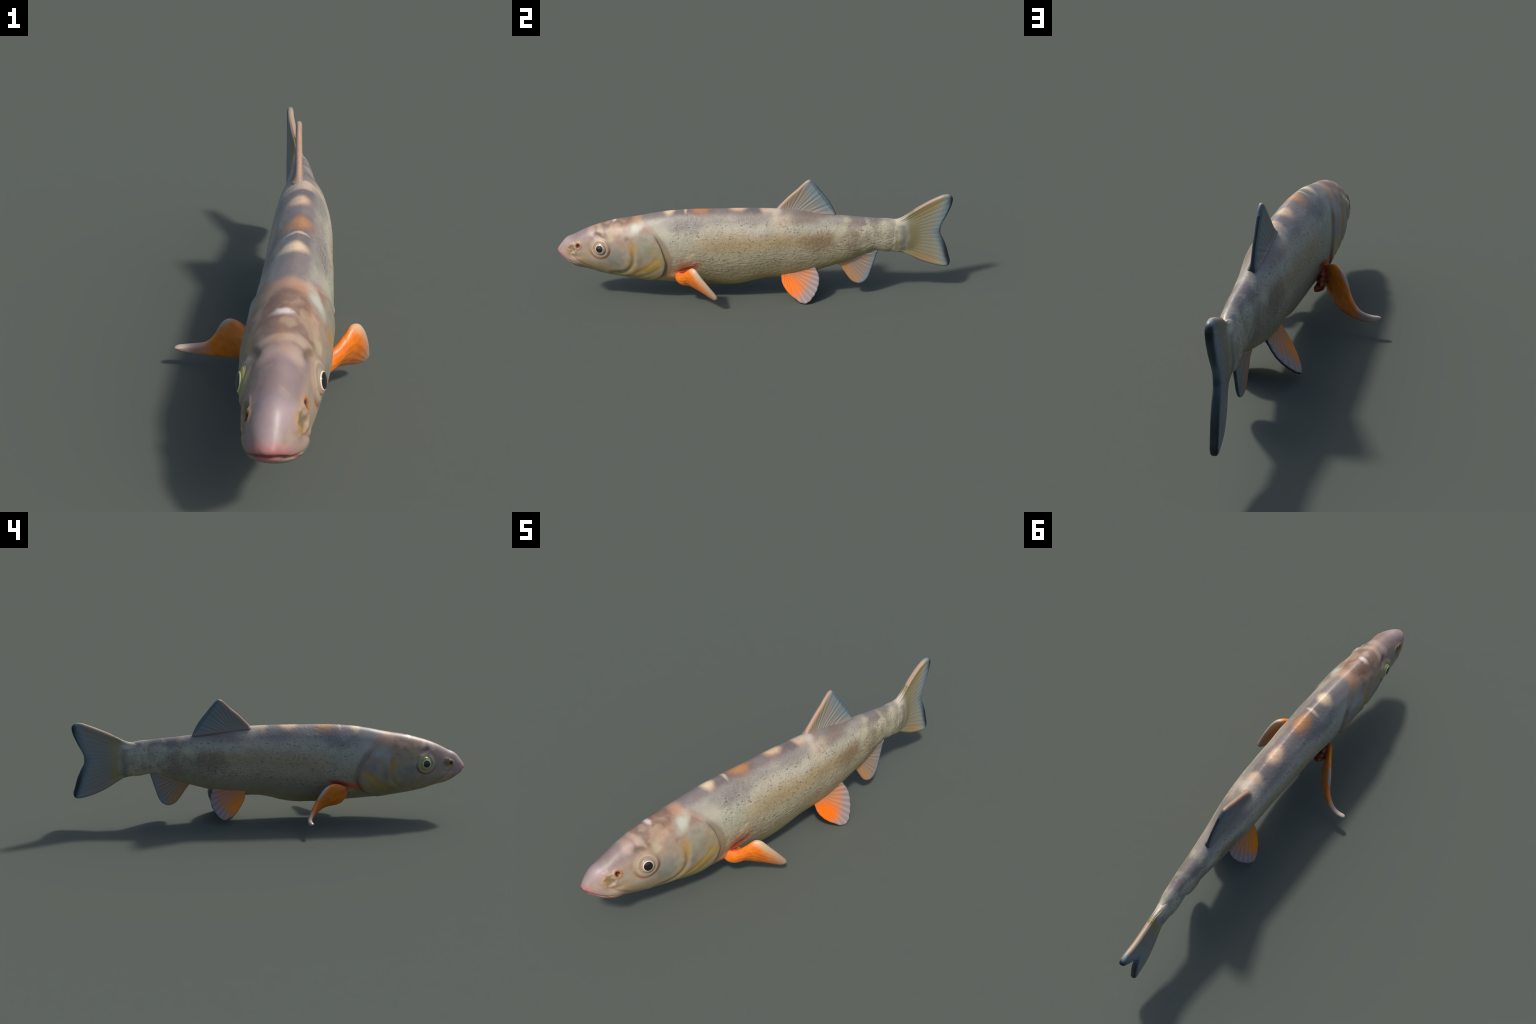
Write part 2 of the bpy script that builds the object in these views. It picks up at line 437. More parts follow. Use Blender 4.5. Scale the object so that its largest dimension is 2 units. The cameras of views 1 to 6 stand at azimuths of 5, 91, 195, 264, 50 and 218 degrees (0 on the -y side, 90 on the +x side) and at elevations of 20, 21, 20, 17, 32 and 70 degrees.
# ------------------------------------------------------------------ eyes
def cap(name, centre, axis, R, r, lift, mat, n=56, m=16, tall=1.0):
    """spherical cap of rim radius r on a ball of radius R whose top touches centre + lift"""
    ax = np.asarray(axis, float); ax /= np.linalg.norm(ax)
    a = np.cross((0, 0, 1.0), ax); a /= np.linalg.norm(a); b = np.cross(ax, a)
    top = np.asarray(centre) + ax * lift
    V = [top]; F = [(0, 1 + j, 1 + (j + 1) % n) for j in range(n)]
    for i in range(1, m + 2):
        rr = r * min(i, m) / m; drop = R - math.sqrt(R*R - rr*rr) + (0.004 if i > m else 0.0)
        for j in range(n):
            q = 2 * np.pi * j / n
            V.append(top + (a * np.cos(q) + b * np.sin(q) * tall) * rr - ax * drop)
    for i in range(m):
        for j in range(n):
            k = (j + 1) % n
            F.append((1 + i*n + j, 1 + (i+1)*n + j, 1 + (i+1)*n + k, 1 + i*n + k))
    return new_mesh(name, np.array(V), F, [mat])

#MATBEGIN
# ------------------------------------------------------------------ materials
def skin_material():
    k = Nodes("fish_skin"); x, y, z = k.x, k.y, k.z
    C = lambda *c: srgb(*c)
    yn = k.mul(k.add(y, 1.0), 0.5)
    top = k.fcurve(yn, [((a + 1) / 2, b) for a, b in ((-1, .27), (-.955, .326), (-.85, .377), (-.68, .429), (-.48, .4625), (-.22, .48), (.06, .477), (.34, .445), (.6, .415), (.85, .39))])
    bot = k.fcurve(yn, [((a + 1) / 2, b) for a, b in ((-1, .256), (-.955, .213), (-.85, .164), (-.68, .12), (-.48, .096), (-.22, .072), (-.08, .078), (.06, .108), (.2, .114), (.48, .191), (.6, .238), (.85, .225))])
    h0 = k.m("DIVIDE", k.sub(z, bot), k.sub(top, bot), clamp=True)
    n1 = k.sub(k.noise(7.0, 4.0), 0.5)
    n2 = k.sub(k.noise(24.0, 4.0), 0.5)
    n3 = k.sub(k.noise(75.0, 3.0, rough=0.65), 0.5)
    n4 = k.sub(k.noise(190.0, 2.0), 0.5)
    h = k.add(h0, k.add(k.mul(n1, 0.10), k.add(k.mul(n2, 0.07), k.mul(n3, 0.05))))
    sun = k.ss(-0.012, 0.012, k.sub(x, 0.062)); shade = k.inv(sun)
    wob = k.mul(n2, 0.9)
    fine = k.add(k.mul(n2, 0.6), k.mul(n3, 1.3))
    # --- trunk: belly to back
    c = k.mix(k.ss(0.03, 0.22, h), C(154, 142, 100), C(140, 132, 108))
    c = k.mix(k.ss(0.22, 0.50, h), c, C(160, 153, 133))
    c = k.mix(k.ss(0.60, 0.76, h), c, C(170, 164, 150))
    tan = k.mul(k.ss(0.20, 0.02, k.m("ABSOLUTE", k.sub(h, 0.60))), k.mul(k.ss(-0.36, -0.16, y), k.ss(0.44, 0.30, y)))
    c = k.mix(k.mul(tan, 0.55), c, C(160, 138, 102))
    c = k.mix(k.mul(k.ss(0.80, 0.90, k.add(h, k.mul(n3, 0.10))), 0.62), c, C(118, 114, 112))
    # greenish pale shoulder behind the gill
    c = k.mix(k.mul(k.blob(y, z, -0.375, 0.345, 0.075, 0.05, 0, 0.6, wob), 0.6), c, C(156, 158, 144))
    # slaty saddle on the shoulder, cloudy patches on the back
    c = k.mix(k.mul(k.blob(y, z, -0.330, 0.412, 0.085, 0.036, 0, 0.6, fine), 0.75), c, C(116, 112, 110))
    c = k.mix(k.mul(k.blob(y, z, -0.02, 0.440, 0.06, 0.030, 0, 0.6, fine), 0.5), c, C(120, 113, 112))
    cloud = k.mul(k.ss(0.02, 0.16, n1), k.ss(0.55, 0.75, h))
    c = k.mix(k.mul(cloud, 0.35), c, C(176, 170, 158))
    # rear half: brown clouds and pale wedges
    c = k.mix(k.mul(k.blob(y, z, 0.335, 0.315, 0.085, 0.050, 0, 0.6, fine), 0.75), c, C(122, 103, 82))
    c = k.mix(k.mul(k.blob(y, z, 0.49, 0.315, 0.035, 0.065, 8, 0.6, fine), 0.70), c, C(118, 104, 88))
    c = k.mix(k.mul(k.blob(y, z, 0.140, 0.430, 0.050, 0.040, 20, 0.6, fine), 0.8), c, C(182, 168, 150))
    c = k.mix(k.mul(k.blob(y, z, 0.270, 0.440, 0.11, 0.024, 8, 0.6, fine), 0.6), c, C(122, 104, 92))
    c = k.mix(k.mul(k.blob(y, z, 0.435, 0.372, 0.020, 0.058, -35, 0.6, fine), 0.8), c, C(180, 174, 152))
    rear = k.ss(0.50, 0.60, y)
    c = k.mix(k.mul(k.mul(rear, k.ss(-0.06, 0.10, k.add(n2, k.mul(n1, 0.6)))), 0.65), c, C(178, 172, 152))
    c = k.mix(k.mul(k.mul(rear, k.ss(0.02, 0.16, n3)), 0.45), c, C(124, 116, 104))
    c = k.mix(k.mul(k.mul(shade, k.blob(y, z, 0.39, 0.285, 0.13, 0.055, 0, 0.6, wob)), 0.35), c, C(112, 104, 86))
    c = k.mix(k.mul(k.blob(y, z, 0.545, 0.410, 0.10, 0.024, 8, 0.6, fine), 0.75), c, C(112, 101, 98))
    for y0, ry, col, amt in ((0.475, 0.020, (176, 168, 148), 0.5), (0.525, 0.022, (102, 93, 86), 0.6), (0.575, 0.016, (174, 168, 150), 0.5),
                             (0.618, 0.020, (104, 97, 88), 0.55), (0.668, 0.018, (178, 172, 154), 0.5), (0.705, 0.016, (108, 102, 94), 0.45)):
        lean = k.add(k.sub(y, y0), k.mul(k.sub(z, 0.35), 0.22))
        band = k.ss(ry * 1.5, ry * 0.3, k.m("ABSOLUTE", k.add(lean, k.add(k.mul(n2, 0.11), k.mul(n3, 0.07)))))
        c = k.mix(k.mul(k.mul(band, k.ss(0.30, 0.65, h)), k.mul(k.ss(-0.22, 0.14, k.sub(k.noise(11.0, 2.0), 0.5)), amt)), c, C(*col))
    # dark scaly end of the tail stalk
    c = k.mix(k.mul(k.ss(0.030, 0.0, k.m("ABSOLUTE", k.sub(k.add(y, k.add(k.mul(n3, 0.02), k.mul(k.m("ABSOLUTE", k.sub(z, 0.315)), 0.12))), 0.752))), 0.6), c, C(84, 84, 82))
    c = k.mix(k.ss(0.760, 0.792, k.add(k.add(y, k.mul(n3, 0.03)), k.mul(k.m("ABSOLUTE", k.sub(z, 0.315)), 0.12))), c, C(141, 131, 94))
    # --- back: dusky purple with a row of cream and rust spots on the ridge
    ridge = k.ss(0.915, 0.985, k.add(k.sub(k.add(h0, k.mul(n1, 0.08)), k.mul(k.ss(0.1, 0.4, y), 0.02)), k.add(k.mul(n2, 0.08), k.mul(n3, 0.08))))
    trunk = k.ss(-0.62, -0.54, y)
    back = k.mix(k.ss(-0.1, 0.15, n1), C(93, 85, 85), C(113, 104, 102))
    c = k.mix(k.mul(k.mul(ridge, trunk), k.mul(k.ss(0.70, 0.62, y), k.add(0.55, k.mul(k.ss(0.22, 0.05, y), 0.35)))), c, back)
    spot = lambda y0, x0, ry, rx, col, amt, s=0.5: (k.mul(k.mul(k.blob(y, x, y0, x0, ry, rx, 0, s, k.mul(n2, 0.7)), k.ss(0.80, 0.88, h0)), amt), col)
    for m, col in (spot(-0.262, 0.074, 0.062, 0.044, C(136, 104, 94), 0.5, 0.6), spot(-0.077, 0.068, 0.058, 0.042, C(128, 102, 96), 0.4, 0.6),
                   spot(-0.265, 0.070, 0.048, 0.034, C(172, 130, 96), 0.9), spot(-0.420, 0.068, 0.026, 0.032, C(204, 184, 156), 1.0),
                   spot(-0.338, 0.070, 0.008, 0.030, C(190, 176, 152), 0.8), spot(-0.077, 0.066, 0.043, 0.028, C(200, 174, 148), 1.0),
                   spot(0.060, 0.068, 0.028, 0.036, C(196, 172, 150), 0.9, 0.5), spot(0.105, 0.067, 0.03, 0.05, C(192, 180, 164), 0.8, 0.5),
                   spot(0.726, 0.034, 0.035, 0.03, C(206, 194, 174), 0.8, 0.5)):
        c = k.mix(m, c, col)
    # cloudy, grainy shading of the whole trunk
    c = k.value(c, k.add(1.0, k.add(k.mul(n2, 0.36), k.add(k.mul(n3, 0.30), k.mul(n4, 0.24)))))
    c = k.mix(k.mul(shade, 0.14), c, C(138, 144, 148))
    # --- speckles of the trunk
    vv = k.scaled(k.P, (1.0, 0.75, 1.25))
    kk = k.n("ShaderNodeTexVoronoi"); k.link(vv, kk.inputs["Vector"]); kk.inputs["Scale"].default_value = 62
    sp = k.n("ShaderNodeSeparateColor"); k.link(kk.outputs["Color"], sp.inputs[0])
    dot = k.mul(k.ss(0.36, 0.10, kk.outputs["Distance"]), k.ss(0.25, 0.75, sp.outputs[0]))
    k2 = k.n("ShaderNodeTexVoronoi"); k.link(vv, k2.inputs["Vector"]); k2.inputs["Scale"].default_value = 118
    s2 = k.n("ShaderNodeSeparateColor"); k.link(k2.outputs["Color"], s2.inputs[0])
    dot2 = k.mul(k.ss(0.45, 0.15, k2.outputs["Distance"]), k.ss(0.20, 0.8, s2.outputs[1]))
    zone = k.mul(k.mul(k.ss(-0.44, -0.40, y), k.ss(0.74, 0.70, y)), k.mul(k.ss(0.10, 0.30, h0), k.ss(0.95, 0.86, h0)))
    c = k.mix(k.mul(k.mul(dot, zone), 0.70), c, C(70, 62, 52))
    c = k.mix(k.mul(k.mul(dot2, zone), 0.52), c, C(86, 78, 66))
    c = k.mix(k.mul(k.mul(k.ss(0.0, 0.25, n4), zone), 0.30), c, C(182, 175, 158))
    # --- head
    ge = k.mul(k.fcurve(k.mul(z, 2.0), [(a * 2, -b) for a, b in ((0.0, -.66), (.06, -.62), (.11, -.535), (.141, -.478), (.187, -.447), (.22, -.438), (.268, -.444), (.32, -.464), (.368, -.50), (.414, -.55), (.46, -.62), (.50, -.66))]), -1.0)
    q = k.sub(y, ge)
    headm = k.ss(0.006, -0.004, q)
    hd = k.mix(k.ss(0.12, 0.40, h), C(144, 134, 104), C(146, 138, 124))
    hd = k.mix(k.ss(0.52, 0.72, h), hd, C(152, 135, 121))
    hd = k.mix(k.mul(k.blob(y, z, -0.68, 0.250, 0.075, 0.045, -10, 0.5, wob), 0.8), hd, C(126, 124, 118))
    hd = k.mix(k.mul(k.ss(-0.72, -0.90, k.add(y, k.mul(n1, 0.1))), 0.6), hd, C(158, 140, 128))
    hd = k.mix(k.mul(k.blob(y, z, -0.545, 0.335, 0.055, 0.038, 25, 0.5, wob), 0.75), hd, C(146, 150, 136))
    hd = k.mix(k.mul(k.blob(y, z, -0.50, 0.285, 0.04, 0.035, 0, 0.6, wob), 0.6), hd, C(132, 130, 122))
    hd = k.mix(k.mul(k.mul(shade, k.blob(y, z, -0.54, 0.345, 0.045, 0.04, 0, 0.6, wob)), 0.7), hd, C(156, 154, 150))
    hd = k.mix(k.mul(k.mul(shade, k.blob(y, z, -0.505, 0.300, 0.04, 0.04, 0, 0.6, wob)), 0.6), hd, C(122, 116, 128))
    # yellow lower gill cover and the rust bar of the preopercle
    hd = k.mix(k.mul(k.blob(y, z, -0.500, 0.215, 0.060, 0.030, 40, 0.5, wob), 0.75), hd, C(166, 142, 88))
    hd = k.mix(k.mul(k.blob(y, z, -0.565, 0.180, 0.060, 0.022, 25, 0.6, wob), 0.65), hd, C(160, 134, 84))
    hd = k.mix(k.mul(k.blob(y, z, -0.603, 0.285, 0.016, 0.050, 0, 0.6, wob), 0.75), hd, C(168, 130, 80))
    hd = k.mix(k.mul(k.blob(y, z, -0.625, 0.205, 0.018, 0.04, 25, 0.6, wob), 0.5), hd, C(164, 146, 100))
    hd = k.mix(k.mul(k.blob(y, z, -0.570, 0.245, 0.02, 0.03, 20, 0.6, wob), 0.4), hd, C(116, 112, 96))
    # crown
    crown = k.ss(0.74, 0.88, k.add(h0, k.mul(n2, 0.10)))
    cr = k.mix(k.ss(-0.775, -0.800, k.add(y, k.mul(n2, 0.02))), C(122, 102, 91), C(125, 111, 111))
    cr = k.mix(k.ss(-0.89, -0.96, y), cr, C(152, 137, 141))
    hd = k.mix(k.mul(crown, 0.92), hd, cr)
    arc = k.ss(0.020, 0.004, k.m("ABSOLUTE", k.add(k.sub(y, -0.785), k.add(k.mul(k.m("ABSOLUTE", k.sub(x, 0.06)), -0.35), k.mul(n2, 0.02)))))
    hd = k.mix(k.mul(k.mul(arc, k.ss(0.72, 0.82, h0)), 0.6), hd, C(182, 162, 146))
    hd = k.mix(k.mul(k.blob(y, z, -0.640, 0.415, 0.045, 0.016, 15, 0.6, wob), 0.7), hd, C(126, 98, 84))
    hd = k.mix(k.mul(k.blob(y, z, -0.70, 0.405, 0.03, 0.014, 15, 0.6, wob), 0.5), hd, C(130, 106, 94))
    hd = k.mix(k.mul(k.blob(y, z, -0.665, 0.385, 0.05, 0.016, 20, 0.6, wob), 0.55), hd, C(182, 156, 138))
    hd = k.mix(k.mul(k.blob(y, z, -0.780, 0.362, 0.026, 0.012, -12, 0.5, wob), 0.7), hd, C(104, 90, 78))
    hd = k.mix(k.mul(k.blob(y, z, -0.815, 0.375, 0.022, 0.016, 30, 0.6, wob), 0.5), hd, C(188, 166, 152))
    hd = k.mix(k.mul(k.blob(y, z, -0.715, 0.348, 0.022, 0.018, 0, 0.6, wob), 0.6), hd, C(182, 172, 148))
    hd = k.mix(k.mul(k.mul(shade, k.blob(y, z, -0.707, 0.35, 0.03, 0.018, 0, 0.6, wob)), 0.5), hd, C(150, 138, 92))
    # rust collar and pale shoulder fleck
    neck = k.mul(k.ss(0.038, 0.004, k.m("ABSOLUTE", k.add(k.add(y, 0.578), k.mul(n2, 0.06)))), k.ss(0.80, 0.88, h0))
    # snout, lips
    hd = k.mix(k.mul(k.ss(-0.90, -0.965, k.add(y, k.mul(n2, 0.03))), 0.7), hd, C(152, 136, 136))
    lip = k.mul(k.ss(-0.935, -0.985, k.add(y, k.mul(k.m("ABSOLUTE", k.sub(z, 0.245)), 0.9))), k.ss(0.292, 0.276, z))
    hd = k.mix(k.mul(lip, 0.85), hd, C(166, 116, 118))
    mouth = k.m("ABSOLUTE", k.sub(z, k.add(0.253, k.mul(k.add(y, 0.998), -0.56))))
    hd = k.mix(k.mul(k.mul(k.ss(0.006, 0.001, mouth), k.mul(k.ss(-0.885, -0.92, y), k.ss(0.272, 0.262, z))), 0.75), hd, C(122, 62, 58))
    crease = k.m("ABSOLUTE", k.sub(z, k.add(0.243, k.mul(k.add(y, 0.900), -0.80))))
    hd = k.mix(k.mul(k.mul(k.ss(0.009, 0.001, crease), k.mul(k.ss(-0.925, -0.90, y), k.ss(-0.80, -0.84, y))), 0.55), hd, C(150, 98, 76))
    # blotchy skin of the head
    hd = k.value(hd, k.add(1.0, k.add(k.mul(n1, 0.35), k.mul(n2, 0.55))))
    hd = k.mix(k.mul(k.ss(0.04, 0.2, k.sub(k.noise(15.0, 3.0, dist=1.5), 0.5)), 0.30), hd, C(150, 150, 138))
    hd = k.mix(k.mul(k.ss(0.04, 0.2, k.sub(k.noise(13.0, 3.0, k.scaled(k.P, (1, -1, 1)), dist=1.5), 0.5)), 0.35), hd, C(172, 138, 116))
    up = k.ss(0.55, 0.75, h0)
    behind = k.ss(-0.82, -0.74, y)
    hd = k.mix(k.mul(k.mul(k.ss(0.02, 0.18, k.sub(k.noise(14.0, 2.5), 0.5)), k.mul(up, behind)), 0.42), hd, C(108, 84, 70))
    hd = k.mix(k.mul(k.mul(k.ss(0.06, 0.18, k.sub(k.noise(14.0, 2.5, k.scaled(k.P, (1, 1, -1))), 0.5)), k.mul(k.ss(0.3, 0.5, h0), k.mx(behind, k.ss(0.85, 0.7, h0)))), 0.40), hd, C(180, 162, 142))
    hd = k.mix(k.mul(k.mul(k.ss(0.02, 0.2, k.sub(k.noise(10.0, 3.0, k.scaled(k.P, (-1, 1, 1)), dist=0.6), 0.5)), k.ss(0.75, 0.55, h0)), 0.45), hd, C(156, 138, 90))
    # eye surround
    for sd, m in ((1, sun), (-1, shade)):
        ey, ez = EYE[sd]
        hd = k.mix(k.mul(k.mul(k.blob(y, z, ey, ez, 0.046, 0.046, 0, 0.25), m), 0.6), hd, C(158, 136, 120) if sd > 0 else C(140, 138, 118))
        low = k.ss(0.01, -0.03, k.sub(z, ez))
        hd = k.mix(k.mul(k.mul(k.ring(y, z, ey, ez, 0.052, 0.053, 0.16), m), k.mul(low, 0.8)), hd, C(146, 98, 76))
        hd = k.mix(k.mul(k.mul(k.ring(y, z, ey, ez, 0.050, 0.050, 0.20), m), k.mul(k.blob(y, z, ey + 0.034, ez - 0.030, 0.034, 0.034, 0, 0.5), 0.75)), hd, C(82, 70, 60))  # shadow of the crease low behind the eye, painted in dark brown
        hd = k.mix(k.mul(k.mul(k.ring(y, z, ey, ez, 0.039, 0.040, 0.13), m), 0.4), hd, C(178, 176, 152))
    # nostrils
    for sd, m in ((1, sun), (-1, shade)):
        (ny, nz), (py, pz) = NOSTRIL[sd]
        rim1 = k.mul(k.blob(y, z, ny, nz, 0.0175, 0.0165, 0, 0.35, wob), m)
        rim2 = k.mul(k.blob(y, z, py - 0.008, pz, 0.022, 0.025, 0, 0.45, wob), m)
        hd = k.mix(k.mul(rim2, 0.6 if sd > 0 else 0.3), hd, C(172, 138, 88))
        hd = k.mix(k.mul(k.mul(k.blob(y, z, py + 0.001, pz, 0.018, 0.017, 25, 0.6, k.mul(n2, 1.6)), m), 0.85), hd, C(96, 92, 76))
        hd = k.mix(k.mul(rim1, 0.75), hd, C(172, 118, 78) if sd > 0 else C(160, 120, 62))
        hd = k.mix(k.mul(k.blob(y, z, ny, nz, 0.0095, 0.0095, 0, 0.4), m), hd, C(46, 40, 40))
    hd = k.value(hd, 0.95, 1.18)
    c = k.value(c, 0.98, 1.15)
    c = k.mix(headm, c, hd)
    # gill edge: dark membrane, thin black line, rust above
    c = k.mix(k.mul(k.mul(k.ss(0.026, 0.004, k.m("ABSOLUTE", k.sub(q, 0.012))), k.ss(0.40, 0.34, z)), k.mul(k.ss(0.12, 0.16, z), 0.55)), c, C(104, 84, 72))
    c = k.mix(k.mul(k.mul(k.ss(0.009, 0.0, k.m("ABSOLUTE", k.sub(q, 0.016))), k.blob(y, z, -0.43, 0.255, 0.05, 0.03)), 0.6), c, C(158, 126, 74))
    c = k.mix(k.mul(k.mul(k.ss(0.04, 0.01, k.m("ABSOLUTE", k.sub(q, 0.005))), k.ss(0.36, 0.40, z)), 0.55), c, C(150, 112, 96))
    c = k.mix(k.mul(neck, 0.6), c, C(172, 134, 106))
    c = k.mix(k.mul(k.mul(sun, k.blob(y, z, -0.585, 0.398, 0.034, 0.021, 25, 0.8, k.mul(n2, 1.6))), 0.85), c, C(176, 180, 166))
    c = k.mix(k.mul(k.mul(shade, k.blob(y, z, -0.56, 0.39, 0.03, 0.02, 20, 0.5, wob)), 0.5), c, C(160, 152, 136))
    c = k.mix(k.mul(k.mul(k.blob(y, x, -0.699, 0.062, 0.011, 0.020, 0, 0.7, k.mul(n2, 3.0)), k.ss(0.90, 0.95, h0)), 0.85), c, C(204, 192, 190))
    # --- flushed skin round the pectoral fins
    c = k.mix(k.mul(k.mul(sun, k.blob(y, z, -0.345, 0.195, 0.075, 0.030, 22, 0.7, wob)), 0.75), c, C(152, 92, 60))
    c = k.mix(k.mul(k.mul(sun, k.blob(y, z, -0.352, 0.176, 0.050, 0.011, 16, 0.7, wob)), 0.85), c, C(160, 50, 28))
    c = k.mix(k.mul(k.mul(sun, k.blob(y, z, -0.405, 0.150, 0.035, 0.022, 25, 0.6, wob)), 0.8), c, C(186, 124, 84))
    c = k.mix(k.mul(k.mul(shade, k.blob(y, z, -0.385, 0.180, 0.080, 0.020, 8, 0.8, wob)), 0.85), c, C(186, 92, 44))
    c = k.mix(k.mul(k.mul(shade, k.blob(y, z, -0.33, 0.195, 0.05, 0.012, 10, 0.6, wob)), 0.8), c, C(146, 60, 52))
    c = k.mix(k.mul(k.mul(sun, k.blob(y, z, -0.318, 0.260, 0.022, 0.008, 30, 0.5, wob)), 0.7), c, C(184, 172, 142))
    # flushed skin at the pelvic roots
    c = k.mix(k.mul(k.blob(y, z, 0.20, 0.150, 0.09, 0.012, 14, 0.6, wob), 0.3), c, C(140, 118, 100))
    # scale relief, finer on the trunk, smooth on the head
    vs = k.scaled(k.P, (1.0, 0.9, 1.0))
    sc = k.voronoi(88.0, vs, 0.8)
    streak = k.sub(k.noise(85.0, 2.0, k.scaled(k.P, (1.0, 0.45, 1.3))), 0.5)
    lowf = k.mul(zone, k.ss(0.62, 0.35, h0))
    bump = k.add(k.mul(k.mul(sc, zone), 0.22), k.add(k.mul(k.mul(streak, lowf), 1.1), k.add(k.mul(k.mul(n3, zone), 0.25), k.mul(n2, 0.25))))
    nb = k.bump(bump, 0.0040, 0.6)
    rough = k.add(0.44, k.mul(zone, 0.08))
    return k.finish(c, rough, 0.42, nb)

def fan_coords(k, fy, fz):
    dy = k.sub(k.y, fy); dz = k.sub(k.z, fz)
    return k.m("ARCTAN2", dz, dy), k.m("SQRT", k.add(k.mul(dy, dy), k.mul(dz, dz)))

def half_plane(k, y0, z0, ny, nz):
    """signed distance beyond an edge line"""
    return k.add(k.mul(k.sub(k.y, y0), ny), k.mul(k.sub(k.z, z0), nz))

def rays(k, ang, rad, freq, sharp=0.25):
    w = k.m("SINE", k.add(k.mul(ang, freq), k.mul(k.sub(k.noise(30.0, 2.0), 0.5), 1.2)))
    return k.ss(-sharp, 1.0, w)

def dorsal_material():
    k = Nodes("dorsal_fin_skin"); C = srgb
    a, r = fan_coords(k, 0.150, 0.405); n = k.sub(k.noise(35.0, 3.0), 0.5)
    c = k.mix(k.mul(rays(k, a, r, 62.0), 0.55), C(122, 120, 112), C(172, 170, 162))
    rear = half_plane(k, 0.28, 0.617, 0.81, 0.586); front = half_plane(k, 0.116, 0.476, -0.677, 0.736)
    c = k.mix(k.mul(k.mul(k.ss(-0.060, -0.020, front), k.ss(-0.010, -0.08, rear)), 0.55), c, C(134, 112, 76))
    c = k.mix(k.mul(k.ss(-0.075, -0.008, k.add(rear, k.mul(n, 0.02))), 0.68), c, C(106, 128, 138))
    c = k.mix(k.mul(k.ss(0.054, 0.047, k.x), 0.4), c, C(100, 110, 118))
    c = k.mix(k.mul(k.ss(-0.012, -0.002, rear), 0.6), c, C(64, 84, 92))
    c = k.mix(k.mul(k.ss(-0.016, -0.004, front), 0.75), c, C(166, 132, 112))
    c = k.mix(k.mul(k.ss(0.03, 0.0, k.add(k.sub(k.z, 0.474), k.mul(k.sub(k.y, 0.12), 0.13))), 0.6), c, C(126, 108, 96))
    return k.finish(c, 0.42, 0.4)

def tail_material():
    k = Nodes("tail_fin_skin"); C = srgb
    a, r = fan_coords(k, 0.600, 0.318); n = k.sub(k.noise(35.0, 3.0), 0.5)
    c = k.mix(k.mul(rays(k, a, r, 150.0), 0.30), C(134, 131, 112), C(162, 158, 138))
    up = half_plane(k, 0.771, 0.427, -0.43, 0.903); lo = half_plane(k, 0.786, 0.207, -0.40, -0.917)
    edge = k.add(0.940, k.mul(k.m("POWER", k.m("DIVIDE", k.m("ABSOLUTE", k.sub(k.z, 0.326)), 0.17), 0.9), 0.058))
    back = k.sub(k.y, edge)
    c = k.mix(k.mul(k.ss(0.16, 0.05, k.add(k.sub(k.y, 0.74), k.mul(n, 0.05))), 0.9), c, C(141, 131, 94))
    c = k.mix(k.mul(k.blob(k.y, k.z, 0.87, 0.452, 0.10, 0.022, 27, 0.6, n), 0.75), c, C(142, 124, 72))
    c = k.mix(k.mul(k.blob(k.y, k.z, 0.85, 0.192, 0.10, 0.030, -25, 0.6, n), 0.65), c, C(154, 124, 84))
    side = k.sub(k.x, k.add(0.171, k.mul(k.y, -0.19)))
    c = k.mix(k.mul(k.mul(k.ss(0.003, -0.003, side), k.ss(0.78, 0.84, k.y)), 0.5), c, C(112, 122, 134))
    c = k.mix(k.mul(k.ss(-0.080, -0.01, k.add(back, k.mul(n, 0.03))), 0.72), c, C(112, 132, 140))
    c = k.mix(k.mul(k.ss(-0.045, -0.006, back), 0.75), c, C(72, 90, 104))
    dark = k.mul(k.ss(-0.030, -0.006, k.add(back, k.mul(n, 0.008))), k.mx(k.ss(0.35, 0.19, k.z), k.ss(0.44, 0.50, k.z)))
    c = k.mix(k.mul(dark, 0.97), c, C(20, 22, 24))
    c = k.mix(k.mul(k.ss(-0.012, -0.001, back), 0.8), c, C(30, 40, 46))
    c = k.mix(k.mul(k.mul(k.ss(-0.012, -0.003, up), k.ss(0.96, 0.93, k.y)), 0.75), c, C(170, 144, 124))
    c = k.mix(k.mul(k.mul(k.ss(0.985, 0.995, k.y), k.ss(0.44, 0.49, k.z)), 0.8), c, C(22, 22, 24))
    c = k.mix(k.mul(k.mul(k.ss(0.030, 0.0, k.m("ABSOLUTE", k.sub(k.y, 0.752))), k.ss(0.09, 0.05, k.m("ABSOLUTE", k.sub(k.z, 0.315)))), 0.0), c, C(92, 92, 84))
    return k.finish(c, 0.42, 0.4)

def anal_material():
    k = Nodes("anal_fin_skin"); C = srgb
    a, r = fan_coords(k, 0.425, 0.240); n = k.sub(k.noise(35.0, 3.0), 0.5)
    c = k.mix(k.mul(rays(k, a, r, 60.0), 0.45), C(142, 122, 106), C(170, 152, 138))
    front = half_plane(k, 0.427, 0.171, -0.83, -0.557); rear = half_plane(k, 0.576, 0.099, 0.949, -0.316)
    c = k.mix(k.mul(k.ss(-0.07, -0.01, k.add(front, k.mul(n, 0.03))), 0.8), c, C(176, 128, 82))
    c = k.mix(k.mul(k.ss(-0.045, -0.008, k.add(rear, k.mul(n, 0.02))), 0.8), c, C(118, 130, 138))
    c = k.mix(k.mul(k.blob(k.y, k.z, 0.555, 0.085, 0.035, 0.022, 45, 0.6, n), 0.6), c, C(126, 132, 140))
    return k.finish(c, 0.42, 0.4)

